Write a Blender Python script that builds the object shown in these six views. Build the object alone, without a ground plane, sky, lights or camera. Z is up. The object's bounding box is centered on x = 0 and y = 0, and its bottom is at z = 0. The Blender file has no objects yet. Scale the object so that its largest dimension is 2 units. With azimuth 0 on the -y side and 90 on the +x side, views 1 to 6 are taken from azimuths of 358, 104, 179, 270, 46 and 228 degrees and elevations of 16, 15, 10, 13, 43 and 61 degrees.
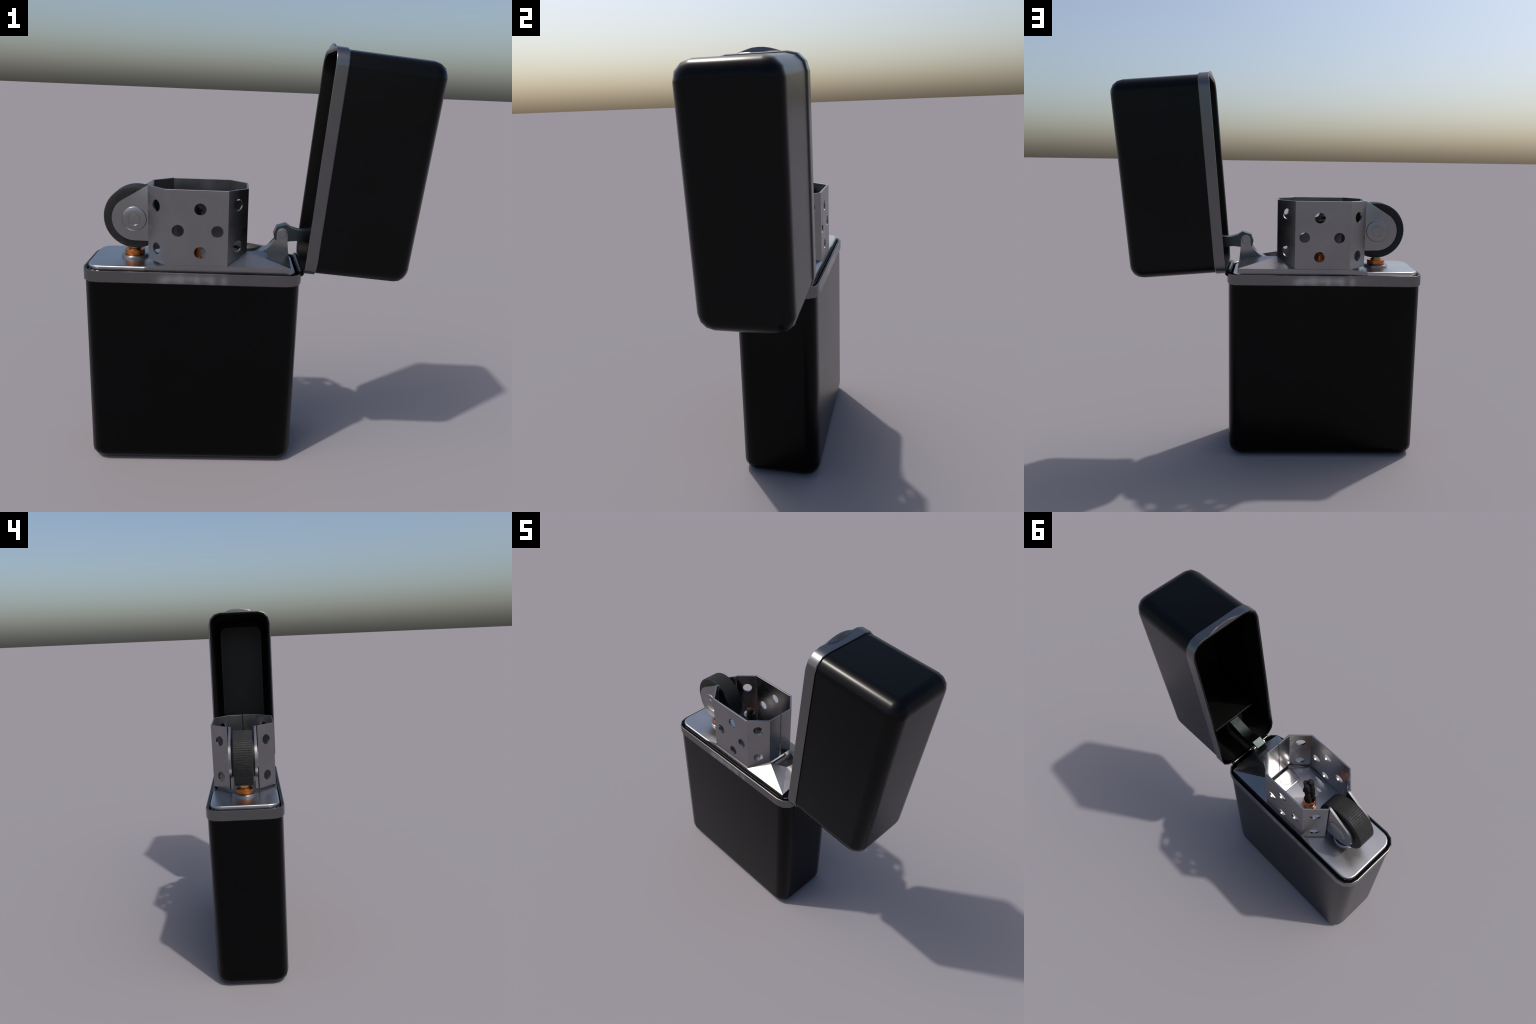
import bpy, bmesh, math, random
from mathutils import Vector, Matrix

random.seed(7)
SC = bpy.context.scene.collection

# ------------------------------------------------------------------ materials
def new_mat(name):
    m = bpy.data.materials.new(name)
    m.use_nodes = True
    return m, m.node_tree, m.node_tree.nodes["Principled BSDF"]

def node(nt, kind, **inputs):
    n = nt.nodes.new(kind)
    for k, v in inputs.items():
        n.inputs[k].default_value = v
    return n

def ramp(nt, fac, stops):
    r = nt.nodes.new("ShaderNodeValToRGB")
    e = r.color_ramp.elements
    while len(e) < len(stops):
        e.new(0.5)
    for i, (p, c) in enumerate(stops):
        e[i].position = p
        e[i].color = (c[0], c[1], c[2], 1) if hasattr(c, "__len__") else (c, c, c, 1)
    nt.links.new(fac, r.inputs["Fac"])
    return r

def surface(name, base, rough, metallic=1.0, vary=0.12, rvary=0.08, scale=9.0,
            bump=0.0, bump_scale=60.0, stretch=(1, 1, 1), spec=0.5):
    """worn metal / lacquer: cloudy colour and roughness on object coordinates"""
    m, nt, p = new_mat(name)
    tc = nt.nodes.new("ShaderNodeTexCoord")
    mp = nt.nodes.new("ShaderNodeMapping")
    mp.inputs["Scale"].default_value = stretch
    nt.links.new(tc.outputs["Object"], mp.inputs["Vector"])
    nz = node(nt, "ShaderNodeTexNoise", Scale=scale, Detail=3.0, Roughness=0.5)
    nt.links.new(mp.outputs[0], nz.inputs["Vector"])
    lo = [c * (1 - vary) for c in base]
    hi = [min(1, c * (1 + vary)) for c in base]
    cr = ramp(nt, nz.outputs["Fac"], [(0.32, lo), (0.68, hi)])
    nt.links.new(cr.outputs["Color"], p.inputs["Base Color"])
    n2 = node(nt, "ShaderNodeTexNoise", Scale=scale * 1.7, Detail=2.0, Roughness=0.5)
    nt.links.new(mp.outputs[0], n2.inputs["Vector"])
    rr = nt.nodes.new("ShaderNodeMapRange")
    rr.inputs["From Min"].default_value = 0.3
    rr.inputs["From Max"].default_value = 0.7
    rr.inputs["To Min"].default_value = max(0.02, rough - rvary)
    rr.inputs["To Max"].default_value = rough + rvary
    nt.links.new(n2.outputs["Fac"], rr.inputs["Value"])
    nt.links.new(rr.outputs[0], p.inputs["Roughness"])
    p.inputs["Metallic"].default_value = metallic
    p.inputs["Specular IOR Level"].default_value = spec
    if bump > 0:
        n3 = node(nt, "ShaderNodeTexNoise", Scale=bump_scale, Detail=4.0)
        nt.links.new(mp.outputs[0], n3.inputs["Vector"])
        b = nt.nodes.new("ShaderNodeBump")
        b.inputs["Strength"].default_value = bump
        b.inputs["Distance"].default_value = 0.002
        nt.links.new(n3.outputs["Fac"], b.inputs["Height"])
        nt.links.new(b.outputs[0], p.inputs["Normal"])
    return m, nt, p, cr, tc

M_STEEL = surface("brushed_steel", (0.285, 0.280, 0.285), 0.28, vary=0.06, rvary=0.04, scale=5)[0]
M_PLATE = surface("pale_plate_steel", (0.46, 0.455, 0.465), 0.30, vary=0.06, rvary=0.04, scale=5)[0]
M_BLACK = surface("black_lacquer", (0.0122, 0.0122, 0.0122), 0.265, vary=0.03, rvary=0.008, scale=3)[0]
M_LID = surface("black_lacquer_lid", (0.0165, 0.0165, 0.0165), 0.275, vary=0.03, rvary=0.008, scale=3)[0]
M_INNER = surface("black_inside", (0.030, 0.030, 0.0295), 0.46, vary=0.05, rvary=0.02, scale=4)[0]  # case black, base lightened so the sun's glint on the shelf shows
M_LEVER = surface("dark_steel", (0.068, 0.082, 0.083), 0.3, vary=0.08, rvary=0.05, scale=12)[0]
M_COPPER = surface("copper", (0.58, 0.17, 0.048), 0.22, vary=0.08, rvary=0.06, scale=25)[0]
M_BRASS = surface("brass", (0.62, 0.37, 0.11), 0.22, vary=0.08, rvary=0.05, scale=25)[0]
M_WHEEL = surface("flint_wheel_grey", (0.0125, 0.0125, 0.0122), 0.62, metallic=0.0, vary=0.25, rvary=0.08, scale=40, bump=0.25, bump_scale=160, spec=0.3)[0]
M_WICK = surface("charred_cord", (0.014, 0.014, 0.0135), 0.8, metallic=0.0, vary=0.3, scale=60, bump=0.5, bump_scale=220, spec=0.25)[0]

def band_material():
    """dull grey band; a worn, unreadable printed mark on the two long sides"""
    m, nt, p, cr, tc = surface("band_metal", (0.176, 0.172, 0.175), 0.24, vary=0.04, rvary=0.02, scale=5)
    sep = nt.nodes.new("ShaderNodeSeparateXYZ")
    nt.links.new(tc.outputs["Object"], sep.inputs[0])
    def math_(op, a, b=None):
        n = nt.nodes.new("ShaderNodeMath"); n.operation = op
        for i, v in enumerate((a, b)):
            if v is None: continue
            if isinstance(v, (int, float)): n.inputs[i].default_value = v
            else: nt.links.new(v, n.inputs[i])
        return n.outputs[0]
    # the print reads left to right on both sides: mirror x on the far one
    side = math_("SIGN", sep.outputs["Y"])
    x = math_("MULTIPLY", math_("ADD", sep.outputs["X"], 0.279), math_("MULTIPLY", side, -1.0))
    z = math_("SUBTRACT", sep.outputs["Z"], 0.958)
    total = None
    # soft smudges: centre x, centre z, half width, half height, strength
    for cx, cz, hx, hz, st in [(-0.135, -0.008, 0.026, 0.020, .8), (-0.112, 0.003, 0.026, 0.018, .8),
                               (-0.075, 0.002, 0.020, 0.020, .75), (-0.052, 0.001, 0.018, 0.022, 1.),
                               (-0.013, 0.004, 0.020, 0.016, .8), (0.018, -0.001, 0.015, 0.024, 1.),
                               (0.060, 0.003, 0.026, 0.016, .7), (0.086, -0.003, 0.015, 0.024, .8),
                               (0.140, -0.003, 0.015, 0.024, .9), (0.0, 0.006, 0.19, 0.022, .35)]:
        dx = math_("DIVIDE", math_("SUBTRACT", x, cx), hx)
        dz = math_("DIVIDE", math_("SUBTRACT", z, cz), hz)
        r2 = math_("ADD", math_("MULTIPLY", dx, dx), math_("MULTIPLY", dz, dz))
        g = math_("MULTIPLY", math_("EXPONENT", math_("MULTIPLY", r2, -1.0)), st)
        total = g if total is None else math_("ADD", total, g)
    on_side = math_("GREATER_THAN", math_("ABSOLUTE", sep.outputs["Y"]), 0.1935)
    fac = math_("MINIMUM", math_("MULTIPLY", math_("MULTIPLY", total, on_side), 0.75), 1.0)
    mix = nt.nodes.new("ShaderNodeMix"); mix.data_type = "RGBA"
    nt.links.new(fac, mix.inputs["Factor"])
    nt.links.new(cr.outputs["Color"], mix.inputs[6])
    mix.inputs[7].default_value = (0.385, 0.382, 0.388, 1)
    nt.links.new(mix.outputs[2], p.inputs["Base Color"])
    return m
M_BAND = surface("lid_band_metal", (0.176, 0.172, 0.175), 0.24, vary=0.04, rvary=0.02, scale=5)[0]
M_BAND_MARKED = band_material()

# ------------------------------------------------------------------ mesh tools
def finish(name, bm, mat, parent, angle=38, weighted=True, matrix=None):
    if matrix is not None:
        bm.transform(matrix)
    bmesh.ops.remove_doubles(bm, verts=bm.verts, dist=1e-6)
    bmesh.ops.recalc_face_normals(bm, faces=bm.faces)
    me = bpy.data.meshes.new(name)
    bm.to_mesh(me); bm.free()
    me.materials.append(mat)
    me.polygons.foreach_set("use_smooth", [True] * len(me.polygons))
    me.set_sharp_from_angle(angle=math.radians(angle))
    ob = bpy.data.objects.new(name, me)
    SC.objects.link(ob)
    ob.parent = parent
    if parent is ROOT: ob.location = (0.283, 0, 0)   # parts keep world coordinates
    if weighted:
        w = ob.modifiers.new("weighted", "WEIGHTED_NORMAL")
        w.keep_sharp = True; w.weight = 80
    return ob

def rrect(x0, x1, y0, y1, r, seg=3):
    """rounded rectangle, counter-clockwise; r: one radius or (left, right)"""
    rl, rr = r if hasattr(r, "__len__") else (r, r)
    pts = []
    for cx, cy, a0, rad in ((x1 - rr, y1 - rr, 0, rr), (x0 + rl, y1 - rl, 90, rl),
                            (x0 + rl, y0 + rl, 180, rl), (x1 - rr, y0 + rr, 270, rr)):
        for i in range(seg + 1):
            a = math.radians(a0 + 90 * i / seg)
            pts.append((cx + rad * math.cos(a), cy + rad * math.sin(a)))
    return pts

def loft(bm, loops, cap0=True, cap1=True):
    rows = [[bm.verts.new(p) for p in lp] for lp in loops]
    n = len(rows[0])
    for a, b in zip(rows, rows[1:]):
        for i in range(n):
            j = (i + 1) % n
            bm.faces.new((a[i], a[j], b[j], b[i]))
    if cap0: bm.faces.new(rows[0][::-1])
    if cap1: bm.faces.new(rows[-1])
    return rows

def shell(x0, x1, y0, y1, r, steps, seg=3, cap0=True, cap1=True):
    """loft of a rounded rectangle through (z, inset) steps"""
    bm = bmesh.new()
    loops = []
    for z, d in steps:
        rr = tuple(max(0.004, q - d) for q in (r if hasattr(r, "__len__") else (r, r)))
        loops.append([(x, y, z) for x, y in rrect(x0 + d, x1 - d, y0 + d, y1 - d, rr, seg)])
    loft(bm, loops, cap0, cap1)
    return bm

def round_steps(z_end, z_dir, r, n):
    """profile of a rounded end: from the flat end to the straight wall"""
    out = []
    for i in range(n + 1):
        a = math.radians(90 * i / n)
        out.append((z_end + z_dir * r * (1 - math.cos(a)),
                    r * (1 - math.sin(a))))
    return out

def prism_xz(profile, y0, y1, bevel=0.0):
    """flat profile in the xz plane, thickened along y, optional small edge chamfer"""
    bm = bmesh.new()
    rows = [[(x, y, z) for x, z in profile] for y in (y0, y1)]
    loft(bm, rows)
    if bevel > 0:
        edges = [e for e in bm.edges if abs(e.verts[0].co.y - e.verts[1].co.y) < 1e-9]
        bmesh.ops.bevel(bm, geom=edges, offset=bevel, segments=2, affect="EDGES", profile=0.5)
    return bm

def lathe(profile, n=40, centre=(0, 0, 0), axis="z"):
    """surface of revolution through (radius, height) points, closed at both ends"""
    bm = bmesh.new()
    loops = []
    for r, h in profile:
        lp = []
        for i in range(n):
            a = 2 * math.pi * i / n
            c, s = r * math.cos(a), r * math.sin(a)
            p = (c, s, h) if axis == "z" else (c, h, s)
            lp.append((p[0] + centre[0], p[1] + centre[1], p[2] + centre[2]))
        loops.append(lp)
    loft(bm, loops)
    return bm

def arc(cx, cz, r, a0, a1, n):
    return [(cx + r * math.cos(math.radians(a0 + (a1 - a0) * i / n)),
             cz + r * math.sin(math.radians(a0 + (a1 - a0) * i / n))) for i in range(n + 1)]

def empty(name, parent=None, loc=(0, 0, 0)):
    e = bpy.data.objects.new(name, None)
    e.empty_display_size = 0.1
    SC.objects.link(e)
    e.location = loc
    e.parent = parent
    if parent is not None and parent.name == "lighter": e.location = (0.283, 0, 0)
    return e

# ------------------------------------------------------------------ the thing
ROOT = empty("lighter", loc=(-0.283, 0, 0))
ROOT["label"] = "open flip-top pocket lighter, black case with steel insert"
ROOT["category"] = "lighter"

# case -----------------------------------------------------------------
BX0, BX1, BY = -0.7788, 0.2125, 0.1930         # black walls
RC = 0.072                                    # upright corner radius
RB = 0.054                                    # bottom edge radius
Z_CASE = 0.9855

steps = round_steps(0.0, 1, RB, 4)
steps += [(0.93, 0), (Z_CASE - 0.002, 0), (Z_CASE, 0.002), (Z_CASE, 0.0035), (Z_CASE - 0.003, 0.0045),
          (Z_CASE - 0.003, 0.007), (Z_CASE - 0.005, 0.009), (0.86, 0.009)]
case = finish("case", shell(BX0, BX1, -BY, BY, RC, steps), M_BLACK, ROOT)

Z_BAND0, Z_BAND1 = 0.9335, 0.9885
T_BAND = 0.0072
bm = shell(BX0 - T_BAND, BX1 + T_BAND, -BY - T_BAND, BY + T_BAND, RC + T_BAND,
           [(Z_BAND0, 0.009), (Z_BAND0, 0.003), (Z_BAND0 + 0.0035, 0.0), (Z_BAND1 - 0.0035, 0.0), (Z_BAND1 - 0.001, 0.001),
            (Z_BAND1, 0.0035), (Z_BAND1 - 0.001, 0.006), (Z_BAND1 - 0.006, 0.009)], cap0=False, cap1=False)
finish("case_band", bm, M_BAND_MARKED, case)

# insert ---------------------------------------------------------------
INS = empty("insert", ROOT)
bm = shell(-0.7640, 0.192, -0.1765, 0.1765, (0.058, 0.058), [(0.88, 0.0), (0.981, 0.0), (0.985, 0.004)])
ins_base = finish("insert_shell", bm, M_STEEL, INS)

bm = shell(-0.7630, 0.1635, -0.1760, 0.1760, (0.060, 0.0045),
           [(0.97, 0.0), (0.9985, 0.0), (1.0025, 0.0015), (1.0050, 0.005), (1.0056, 0.009)], seg=4)
top_plate = finish("top_plate", bm, M_PLATE, INS, angle=50)

# raised side rails that carry the chimney, ramping down toward the wheel end
for s in (-1, 1):
    bm = bmesh.new()
    yo, yi = s * 0.1763, s * 0.156
    top = [(-0.500, yo, 1.0040), (-0.410, yo, 1.0165), (-0.1278, yo, 1.0165),
           (-0.1278, yi, 1.0165), (-0.405, yi, 1.0165), (-0.440, s * 0.150, 1.0040)]
    loft(bm, [[(x, y, 0.985) for x, y, z in top], top])
    finish("side_rail", bm, M_STEEL, top_plate, angle=20, weighted=False)

# folded shoulders at the hinge end
Z_A, Z_E = 1.0168, 1.0668
for s in (-1, 1):
    bm = bmesh.new()
    P = dict(A=(-0.1275, s * .1763, Z_A), B=(0.1637, s * .1763, Z_A), C=(0.1607, s * .0345, 1.0482),
             D=(0.0525, s * .0345, 1.0598), E=(-0.037, s * .0790, Z_E))
    V = {k: bm.verts.new(p) for k, p in P.items()}
    W = {k: bm.verts.new((p[0], p[1], 0.985)) for k, p in P.items()}
    bm.faces.new((V["A"], V["B"], V["E"]))
    bm.faces.new((V["B"], V["C"], V["D"], V["E"]))
    ring = "ABCDE"
    for i, k in enumerate(ring):
        j = ring[(i + 1) % 5]
        bm.faces.new((V[k], W[k], W[j], V[j]))
    bm.faces.new([W[k] for k in reversed(ring)])
    finish("shoulder", bm, M_STEEL, top_plate, angle=5, weighted=False)

# chimney --------------------------------------------------------------
Z_TOP = 1.3620
TH = 0.0088
oct_ = [(-0.495, 0.0745), (-0.495, 0.0805), (-0.407, 0.1715), (-0.1262, 0.1715), (-0.0385, 0.0815),
        (-0.0385, -0.0815), (-0.1262, -0.1715), (-0.407, -0.1715), (-0.495, -0.0805), (-0.495, -0.0745)]
zb = [1.0175, 1.0175, 1.0160, 1.0160, Z_E - .0005, Z_E - .0005, 1.0160, 1.0160, 1.0175, 1.0175]
ctr = Vector((-0.267, 0))
def offset_poly(pts, d):
    """shift an open polyline toward the chimney axis by d, mitred"""
    out = []
    n = len(pts)
    for i, p in enumerate(pts):
        p = Vector(p)
        dirs = []
        if i > 0: dirs.append((p - Vector(pts[i - 1])).normalized())
        if i < n - 1: dirs.append((Vector(pts[i + 1]) - p).normalized())
        ns = []
        for t in dirs:
            q = Vector((-t.y, t.x))
            ns.append(q if q.dot(ctr - p) > 0 else -q)
        m = sum(ns, Vector((0, 0))) / len(ns)
        m = m / m.length_squared if m.length > 1e-6 else ns[0]
        out.append(p + m * d)
    return out
main = oct_[1:-1]; zmain = zb[1:-1]
inner = offset_poly(main, TH)
bm = bmesh.new()
loops = []
c = 0.0014
ring = [(Vector(a), z) for a, z in zip(main, zmain)] + [(b, z) for b, z in zip(reversed(inner), reversed(zmain))]
mid = [(Vector(a) + b) / 2 for a, b in zip(main, inner)]
midr = mid + list(reversed(mid))
lo = [(p.x, p.y, z) for p, z in ring]
hi = [(p.x, p.y, Z_TOP - c) for p, z in ring]
tp = [(p.x + (m.x - p.x) * .35, p.y + (m.y - p.y) * .35, Z_TOP) for (p, z), m in zip(ring, midr)]
loops = [lo, hi, tp]
n = len(ring); h = n // 2
rows = [[bm.verts.new(p) for p in lp] for lp in loops]
for a, b in zip(rows, rows[1:]):
    for i in range(n):
        j = (i + 1) % n
        bm.faces.new((a[i], a[j], b[j], b[i]))
for i in range(h - 1):
    bm.faces.new((rows[2][i], rows[2][i + 1], rows[2][n - 2 - i], rows[2][n - 1 - i]))
    bm.faces.new((rows[0][i + 1], rows[0][i], rows[0][n - 1 - i], rows[0][n - 2 - i]))
chimney = finish("chimney", bm, M_STEEL, INS, angle=20, weighted=False)

cut = bmesh.new()
def add_hole(x, y, z, nx, ny, r=0.0272, depth=0.03, seg=28):
    nrm = Vector((nx, ny, 0)).normalized()
    mat = Matrix.Translation((x, y, z)) @ nrm.to_track_quat("Z", "Y").to_matrix().to_4x4()
    bmesh.ops.create_cone(cut, cap_ends=True, segments=seg, radius1=r, radius2=r, depth=2 * depth, matrix=mat)
for s in (-1, 1):
    for x, z in ((-0.2512, 1.2767), (-0.3505, 1.1774), (-0.1745, 1.1776), (-0.2508, 1.0784)):
        add_hole(x, s * 0.168, z, 0, s)
    for z in (1.294, 1.1020):
        add_hole(-0.0840, s * 0.1265, z, 1, s)
    for z in (1.2790, 1.0815):
        add_hole(-0.4510, s * 0.1255, z, -1, s)
bmesh.ops.create_cube(cut, size=1, matrix=Matrix.Translation((-0.0385, 0.0015, 1.24)) @ Matrix.Diagonal((0.06, 0.0055, 0.60, 1)))
cut_me = bpy.data.meshes.new("cutter"); cut.to_mesh(cut_me); cut.free()
cutter = bpy.data.objects.new("cutter", cut_me); SC.objects.link(cutter)
bo = chimney.modifiers.new("holes", "BOOLEAN"); bo.operation = "DIFFERENCE"; bo.solver = "EXACT"; bo.object = cutter
dg = bpy.context.evaluated_depsgraph_get()
me2 = bpy.data.meshes.new_from_object(chimney.evaluated_get(dg))
chimney.modifiers.clear()
chimney.data = me2
chimney.data.name = "chimney"
chimney.data.materials.clear(); chimney.data.materials.append(M_STEEL)
me2.polygons.foreach_set("use_smooth", [True] * len(me2.polygons))
me2.set_sharp_from_angle(angle=math.radians(30))
bpy.data.objects.remove(cutter)

# wheel brackets, rivets, wheel ------------------------------------------
WX, WZ = -0.5585, 1.2036
for s in (-1, 1):
    prof = [(-0.4850, 1.0180), (-0.4850, 1.3612), (-0.4945, 1.3612)]
    prof += arc(WX, WZ, 0.1020, 128, 270, 22)
    prof += [(-0.4945, 1.1016), (-0.4945, 1.0180)]
    y0, y1 = sorted((s * 0.0605, s * 0.0742))
    br = finish("wheel_bracket", prism_xz(prof, y0, y1, 0.0012), M_STEEL, chimney, angle=30, weighted=False)
    base = 0.0735
    pr = [(0.0565, base - .003), (0.0568, base + .0015), (0.0545, base + .0042), (0.050, base + .0058), (0.040, base + .0075),
          (0.0285, base + .0082), (0.0275, base + .0074), (0.0266, base + .0074), (0.0258, base + .0085), (0.018, base + .0092), (0.004, base + .0094)]
    finish("rivet", lathe([(r, s * y) for r, y in pr], 48, (WX, 0, WZ), "y"), M_STEEL, br, angle=25, weighted=False)

TEETH, RW = 72, 0.1452
bm = bmesh.new()
per = 8
shape = [0.0, 0.0, 0.0, 0.0, 0.0, -0.0002, -0.0017, -0.0002]
yw = [(-0.0598, -0.052), (-0.0598, -0.049), (-0.0502, -0.048), (-0.0502, -0.022), (-0.0505, -0.0065), (-0.0490, -0.0025), (-0.0455, 0.0), (0.0455, 0.0), (0.0490, -0.0025), (0.0505, -0.0065), (0.0502, -0.022), (0.0502, -0.048), (0.0598, -0.049), (0.0598, -0.052)]
loops = []
for yy, dr in yw:
    lp = []
    for i in range(TEETH * per):
        a = 2 * math.pi * i / (TEETH * per)
        tooth = shape[i % per] if dr > -0.003 else 0.0
        r = RW + dr + tooth
        lp.append((WX + r * math.cos(a), yy, WZ + r * math.sin(a)))
    loops.append(lp)
loft(bm, loops)
finish("spark_wheel", bm, M_WHEEL, INS, angle=30, weighted=False)

# flint tube ------------------------------------------------------------
FX = -0.5708
fl = finish("flint_washer", lathe([(0.0632, 1.0040), (0.0632, 1.0140), (0.0620, 1.0158), (0.0595, 1.0162),
     (0.0580, 1.0185), (0.0565, 1.0195), (0.045, 1.0195)], 40, (FX, 0, 0)), M_STEEL, INS, angle=60)
finish("flint_collar", lathe([(0.0455, 1.0190), (0.0468, 1.0205), (0.0470, 1.0220), (0.0470, 1.0400), (0.0455, 1.0420), (0.0400, 1.0424), (0.034, 1.0405), (0.030, 1.0400)], 24, (FX, 0, 0)), M_COPPER, fl, angle=40)
finish("flint_tube", lathe([(0.0285, 1.03), (0.0288, 1.0475), (0.0270, 1.0490), (0.0225, 1.0495), (0.0215, 1.062), (0.012, 1.062)], 24, (FX, 0, 0)), M_BRASS, fl, angle=40)

# wick --------------------------------------------------------------------
KX = -0.2930
tube = finish("wick_tube", lathe([(0.0395, 1.004), (0.0385, 1.010), (0.0350, 1.012), (0.0350, 1.068), (0.0340, 1.0725), (0.0318, 1.0735), (0.0300, 1.0715), (0.0298, 1.045), (0.004, 1.045)], 36, (KX, 0, 0)), M_COPPER, INS, angle=50)

def cord(points, radius, parent, name="wick_strand"):
    """thick charred strand swept along a smooth curve, blunt cut end"""
    pts = [Vector(p) for p in points]
    dense = []
    for i in range(len(pts) - 1):
        p0 = pts[max(i - 1, 0)]; p1 = pts[i]; p2 = pts[i + 1]; p3 = pts[min(i + 2, len(pts) - 1)]
        for k in range(6):
            t = k / 6
            dense.append(0.5 * ((2 * p1) + (p2 - p0) * t + (2 * p0 - 5 * p1 + 4 * p2 - p3) * t * t + (3 * p1 - p0 - 3 * p2 + p3) * t ** 3))
    dense.append(pts[-1])
    bm = bmesh.new(); loops = []
    nd = len(dense)
    side = Vector((1, 0, 0))
    for i, p in enumerate(dense):
        t = (dense[min(i + 1, nd - 1)] - dense[max(i - 1, 0)]).normalized()
        u = (side - t * side.dot(t)).normalized(); v = t.cross(u)
        side = u
        lp = []
        for k in range(14):
            a = 2 * math.pi * k / 14
            r = radius * (1 + 0.07 * math.sin(3 * a + i * .9) + random.uniform(-.03, .03))
            lp.append(p + (u * math.cos(a) + v * math.sin(a)) * r)
        loops.append(lp)
    t = (dense[-1] - dense[-2]).normalized()
    loops.append([dense[-1] + (q - dense[-1]) * 0.78 + t * radius * .3 for q in loops[-1]])
    loops.append([dense[-1] + (q - dense[-1]) * 0.30 + t * radius * .42 for q in loops[-1]])
    loft(bm, [[tuple(q) for q in lp] for lp in loops])
    return finish(name, bm, M_WICK, parent, angle=70, weighted=False)

cord([(KX, -.010, 1.04), (KX - .004, -.012, 1.09), (KX - .006, -.010, 1.15), (KX - .002, -.006, 1.20), (KX + .003, -.006, 1.24), (KX + .004, -.004, 1.268)], 0.0165, tube)
cord([(KX + .010, .008, 1.04), (KX + .014, .004, 1.09), (KX + .012, .010, 1.14), (KX + .004, .016, 1.19), (KX + .006, .020, 1.225), (KX + .012, .021, 1.248)], 0.0150, tube)
cord([(KX - .010, .010, 1.04), (KX - .012, .014, 1.08), (KX - .006, .018, 1.12), (KX + .006, .014, 1.17), (KX + .020, .010, 1.215), (KX + .028, .010, 1.246)], 0.0140, tube)
cord([(KX + .012, -.008, 1.04), (KX + .014, -.010, 1.09), (KX + .010, -.004, 1.14), (KX + .012, .012, 1.175), (KX + .014, .028, 1.200)], 0.0140, tube)

# floor and cam plate inside the chimney -------------------------------------
bm = bmesh.new()
rows = []
for x, w, z in ((-0.300, 0.150, 1.0040), (-0.270, 0.150, 1.0070), (-0.165, 0.150, 1.0280), (-0.136, 0.150, 1.0285), (-0.060, 0.073, 1.0285)):
    rows.append([(x, -w, 1.000), (x, -w, z), (x, w, z), (x, w, 1.000)])
loft(bm, rows)
floor = finish("chimney_floor", bm, M_PLATE, INS, angle=50, weighted=False)
bm = shell(-0.155, -0.0500, -0.068, 0.068, 0.022, [(1.020, 0.0), (1.0295, 0.0), (1.0330, 0.0025), (1.0345, 0.007)])
plate = finish("cam_plate", bm, M_PLATE, floor, angle=60)
finish("cam_plate_rivet", lathe([(0.0360, 1.0310), (0.0358, 1.0355), (0.0340, 1.0368), (0.004, 1.0374)], 36, (-0.0985, 0, 0)), M_PLATE, plate, angle=30)

# lever, ears, spring leaf -----------------------------------------------------
PX, PZ = 0.1272, 1.1462
for s in (-1, 1):
    prof = [(0.0515, 1.0585), (0.1607, 1.0465), (0.1545, 1.1100)]
    prof += arc(PX, PZ, 0.0262, 0, 180, 14)
    prof += [(0.1012, 1.1280), (0.1025, 1.1180)]
    y0, y1 = sorted((s * 0.0300, s * 0.0355))
    finish("hinge_ear", prism_xz(prof, y0, y1, 0.0007), M_STEEL, top_plate, angle=30, weighted=False)
pin = finish("lever_pin", lathe([(0.017, -0.0405), (0.0196, -0.0390), (0.0200, -0.0345), (0.0200, 0.0345), (0.0196, 0.0390), (0.017, 0.0405)], 28, (PX, 0, PZ), "y"), M_STEEL, top_plate, angle=50)

lever_prof = [(0.0926, 1.1150), (0.0874, 1.1390), (0.1012, 1.1743), (0.1446, 1.1878), (0.1580, 1.1795), (0.1700, 1.1712), (0.1840, 1.1640),
              (0.2000, 1.1596), (0.2200, 1.1583), (0.2440, 1.1600), (0.2700, 1.1650), (0.3000, 1.1730), (0.3300, 1.1805), (0.3450, 1.1840),
              (0.3480, 1.1000), (0.3000, 1.0990), (0.2450, 1.1025), (0.2200, 1.1075), (0.1950, 1.1104), (0.1680, 1.1096), (0.1540, 1.1050), (0.1300, 1.0960), (0.1040, 1.1020)]
finish("lid_lever", prism_xz(lever_prof, -0.0290, 0.0290, 0.0016), M_LEVER, INS, angle=25)

bm = bmesh.new()
leaf = [(-0.0400, 1.0350, .078), (-0.020, 1.0375, .074), (0.000, 1.0440, .066), (0.020, 1.0530, .052), (0.038, 1.0605, .040), (0.052, 1.0670, .0330),
        (0.066, 1.0755, .0292), (0.080, 1.0885, .0290), (0.098, 1.1100, .0288)]
loops = []
for x, z, w in leaf:
    loops.append([(x, -w, z), (x, w, z), (x + .003, w, z - .006), (x + .003, -w, z - .006)])
loft(bm, loops)
finish("spring_leaf", bm, M_STEEL, top_plate, angle=40, weighted=False)

# lid ------------------------------------------------------------------------
TILT = math.radians(4.7)
LO = Vector((0.2615, 0.0, 1.4822))
eu = Vector((math.sin(TILT), 0, math.cos(TILT)))
ev = Vector((math.cos(TILT), 0, -math.sin(TILT)))
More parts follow.
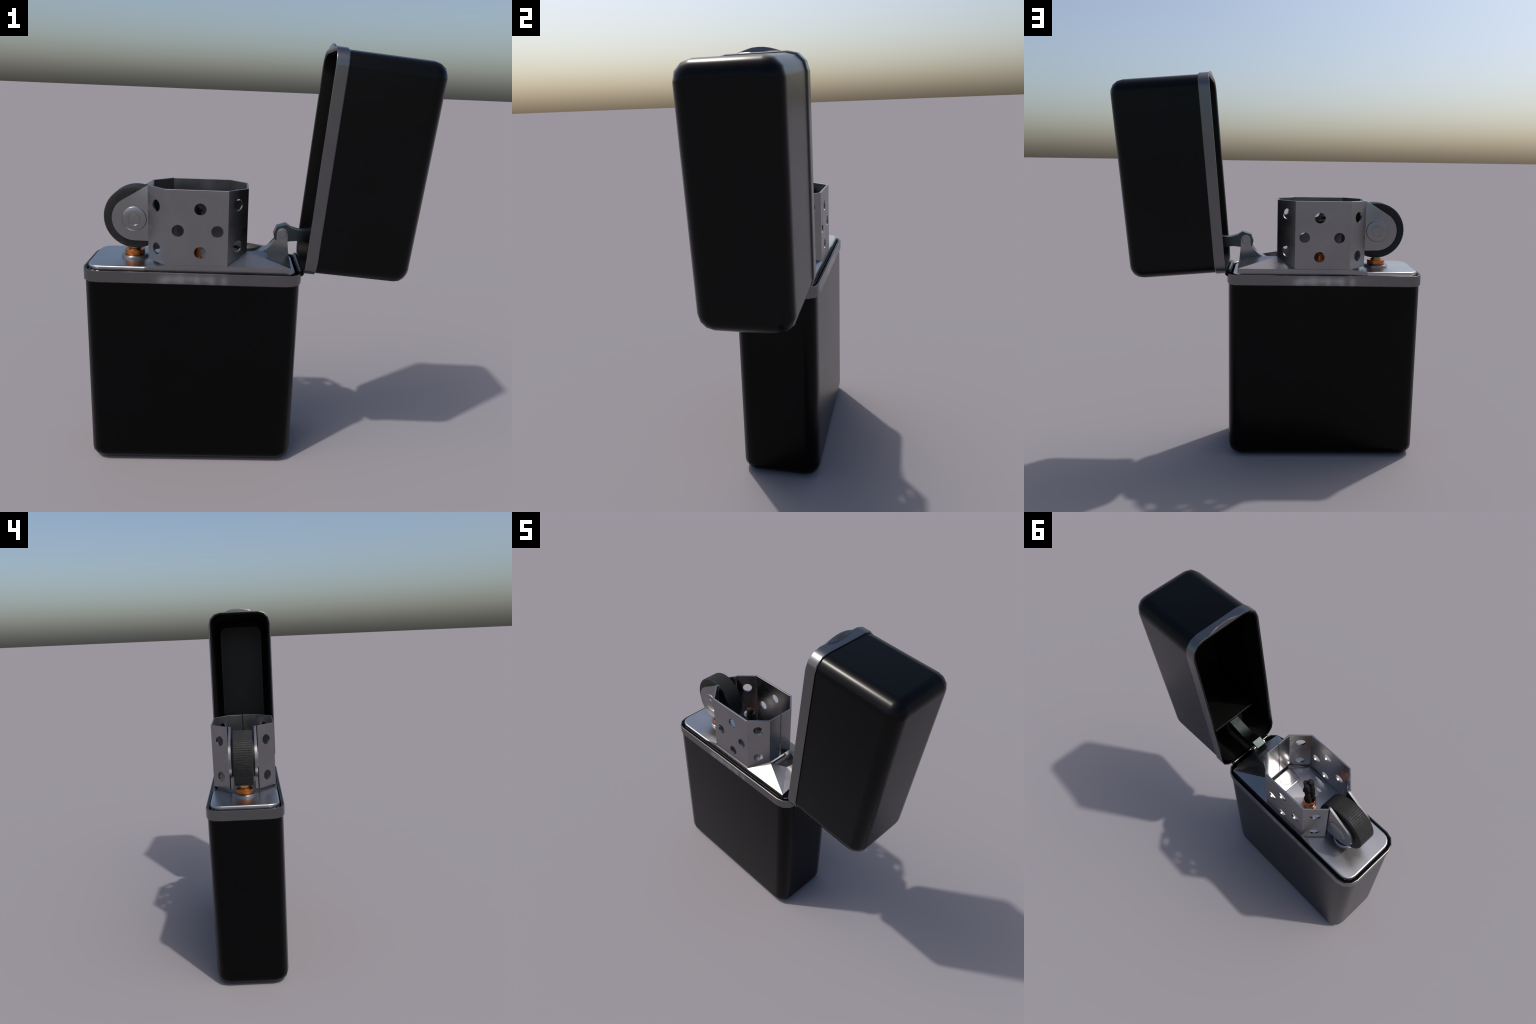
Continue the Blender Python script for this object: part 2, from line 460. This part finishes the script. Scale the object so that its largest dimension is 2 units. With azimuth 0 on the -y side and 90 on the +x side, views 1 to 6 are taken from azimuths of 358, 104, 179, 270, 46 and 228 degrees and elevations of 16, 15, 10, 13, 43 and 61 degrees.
# local x -> along the lid (u), y -> y, z -> depth of the lid (v)
LM = Matrix(((eu.x, 0, ev.x, LO.x), (0, 1, 0, 0), (eu.z, 0, ev.z, LO.z), (0, 0, 0, 1)))
HU = 0.4942
V_TOP = 0.4895
LID = empty("lid", ROOT)
steps = [(0.0060, 0.0095), (0.005, 0.008), (0.0045, 0.0055), (0.0035, 0.005), (0.0025, 0.003), (0.0025, 0.0015), (0.004, 0.0)]
rb = 0.066
for i in range(5):
    a = math.radians(90 * i / 4)
    steps.append((V_TOP - rb + rb * math.sin(a), rb * (1 - math.cos(a))))
lid_shell = finish("lid_shell", shell(-HU, HU, -BY, BY, RC, steps, cap0=False), M_LID, LID, matrix=LM)
steps = [(V_TOP - 0.016, 0.055), (V_TOP - 0.016, 0.047), (V_TOP - 0.018, 0.044), (V_TOP - 0.050, 0.0125), (V_TOP - 0.070, 0.0105), (0.030, 0.0100), (0.0060, 0.0095)]
lid_liner = finish("lid_liner", shell(-HU, HU, -BY, BY, (RC + .02, RC + .02), steps, cap1=False), M_INNER, lid_shell, matrix=LM)

# shelf inside the lid that the lever is fixed under
bm = bmesh.new()
fr, bk, wy, ch = 0.0980, V_TOP - 0.017, 0.1620, 0.026
plan = [(fr, -wy + ch), (fr + ch, -wy), (bk, -wy), (bk, wy), (fr + ch, wy), (fr, wy - ch)]
rise = lambda v: 0.020 * (bk - v) / (bk - fr)          # the shelf tips up toward the opening
loft(bm, [[(-0.3060 + rise(v), y, v + .002) for v, y in plan], [(-0.2925 + rise(v), y, v) for v, y in plan],
          [(-0.2910 + rise(v), y * .99, v + .0015) for v, y in plan]])
finish("lid_shelf", bm, M_INNER, lid_liner, angle=30, weighted=False, matrix=LM)
bm = bmesh.new()
plan = [(0.1010, -0.058), (0.1800, -0.058), (0.1800, 0.058), (0.1010, 0.058)]
loft(bm, [[(-0.3450, y, v) for v, y in plan], [(-0.2850, y, v) for v, y in plan]])
finish("lever_mount", bm, M_INNER, lid_liner, angle=30, weighted=False, matrix=LM)

bm = shell(-HU - T_BAND, HU + T_BAND, -BY - T_BAND, BY + T_BAND, RC + T_BAND,
           [(0.0545, 0.009), (0.0545, 0.003), (0.0510, 0.0), (0.0035, 0.0), (0.001, 0.001), (0.0, 0.0035), (0.001, 0.006), (0.004, 0.009)],
           cap0=False, cap1=False)
lid_band = finish("lid_band", bm, M_BAND, lid_shell, matrix=LM)

# thumb lip: a shallow lens-shaped flare pressed out of the band's free end
bm = bmesh.new()
loops = []
NY = 8
HALF, RISE, LEN = 0.092, 0.0203, 0.031
U0 = 0.5006 - 0.0012
for i in range(NY + 1):
    t = -1 + 2 * i / NY
    k = max(0.02, 1 - t * t)
    y = t * HALF
    hgt = RISE * k + 0.0014
    L = LEN * k
    prof = [(0.0004, 0.0), (0.0006, hgt * .85), (0.0022, hgt * .97), (0.0060, hgt), (0.0082, hgt * .97),
            (0.0098, hgt * .80), (0.0116, hgt * .50), (0.0140, hgt * .22), (0.0180 + L * .15, hgt * .07), (0.0180 + L * .5, 0.0)]
    loops.append([(U0 + hh, y, v) for v, hh in prof])
loft(bm, loops)
finish("thumb_lip", bm, M_BAND, lid_band, angle=45, weighted=False, matrix=LM)

# hinge ------------------------------------------------------------------------
HG = empty("hinge", ROOT)
finish("hinge_barrel", lathe([(0.006, -0.131), (0.0098, -0.129), (0.0098, 0.129), (0.006, 0.131)], 18, (0.2098, 0, 0.9985), "y"), M_LEVER, HG)
spans = [(-0.1400, -0.0860), (-0.0840, -0.0290), (-0.0270, 0.0270), (0.0290, 0.0840), (0.0860, 0.1400)]
for i, (a, b) in enumerate(spans):
    finish("hinge_knuckle", lathe([(0.0130, a), (0.0152, a + .002), (0.0152, b - .002), (0.0130, b)], 20, (0.2150, 0, 0.9852), "y"), M_BLACK, HG)
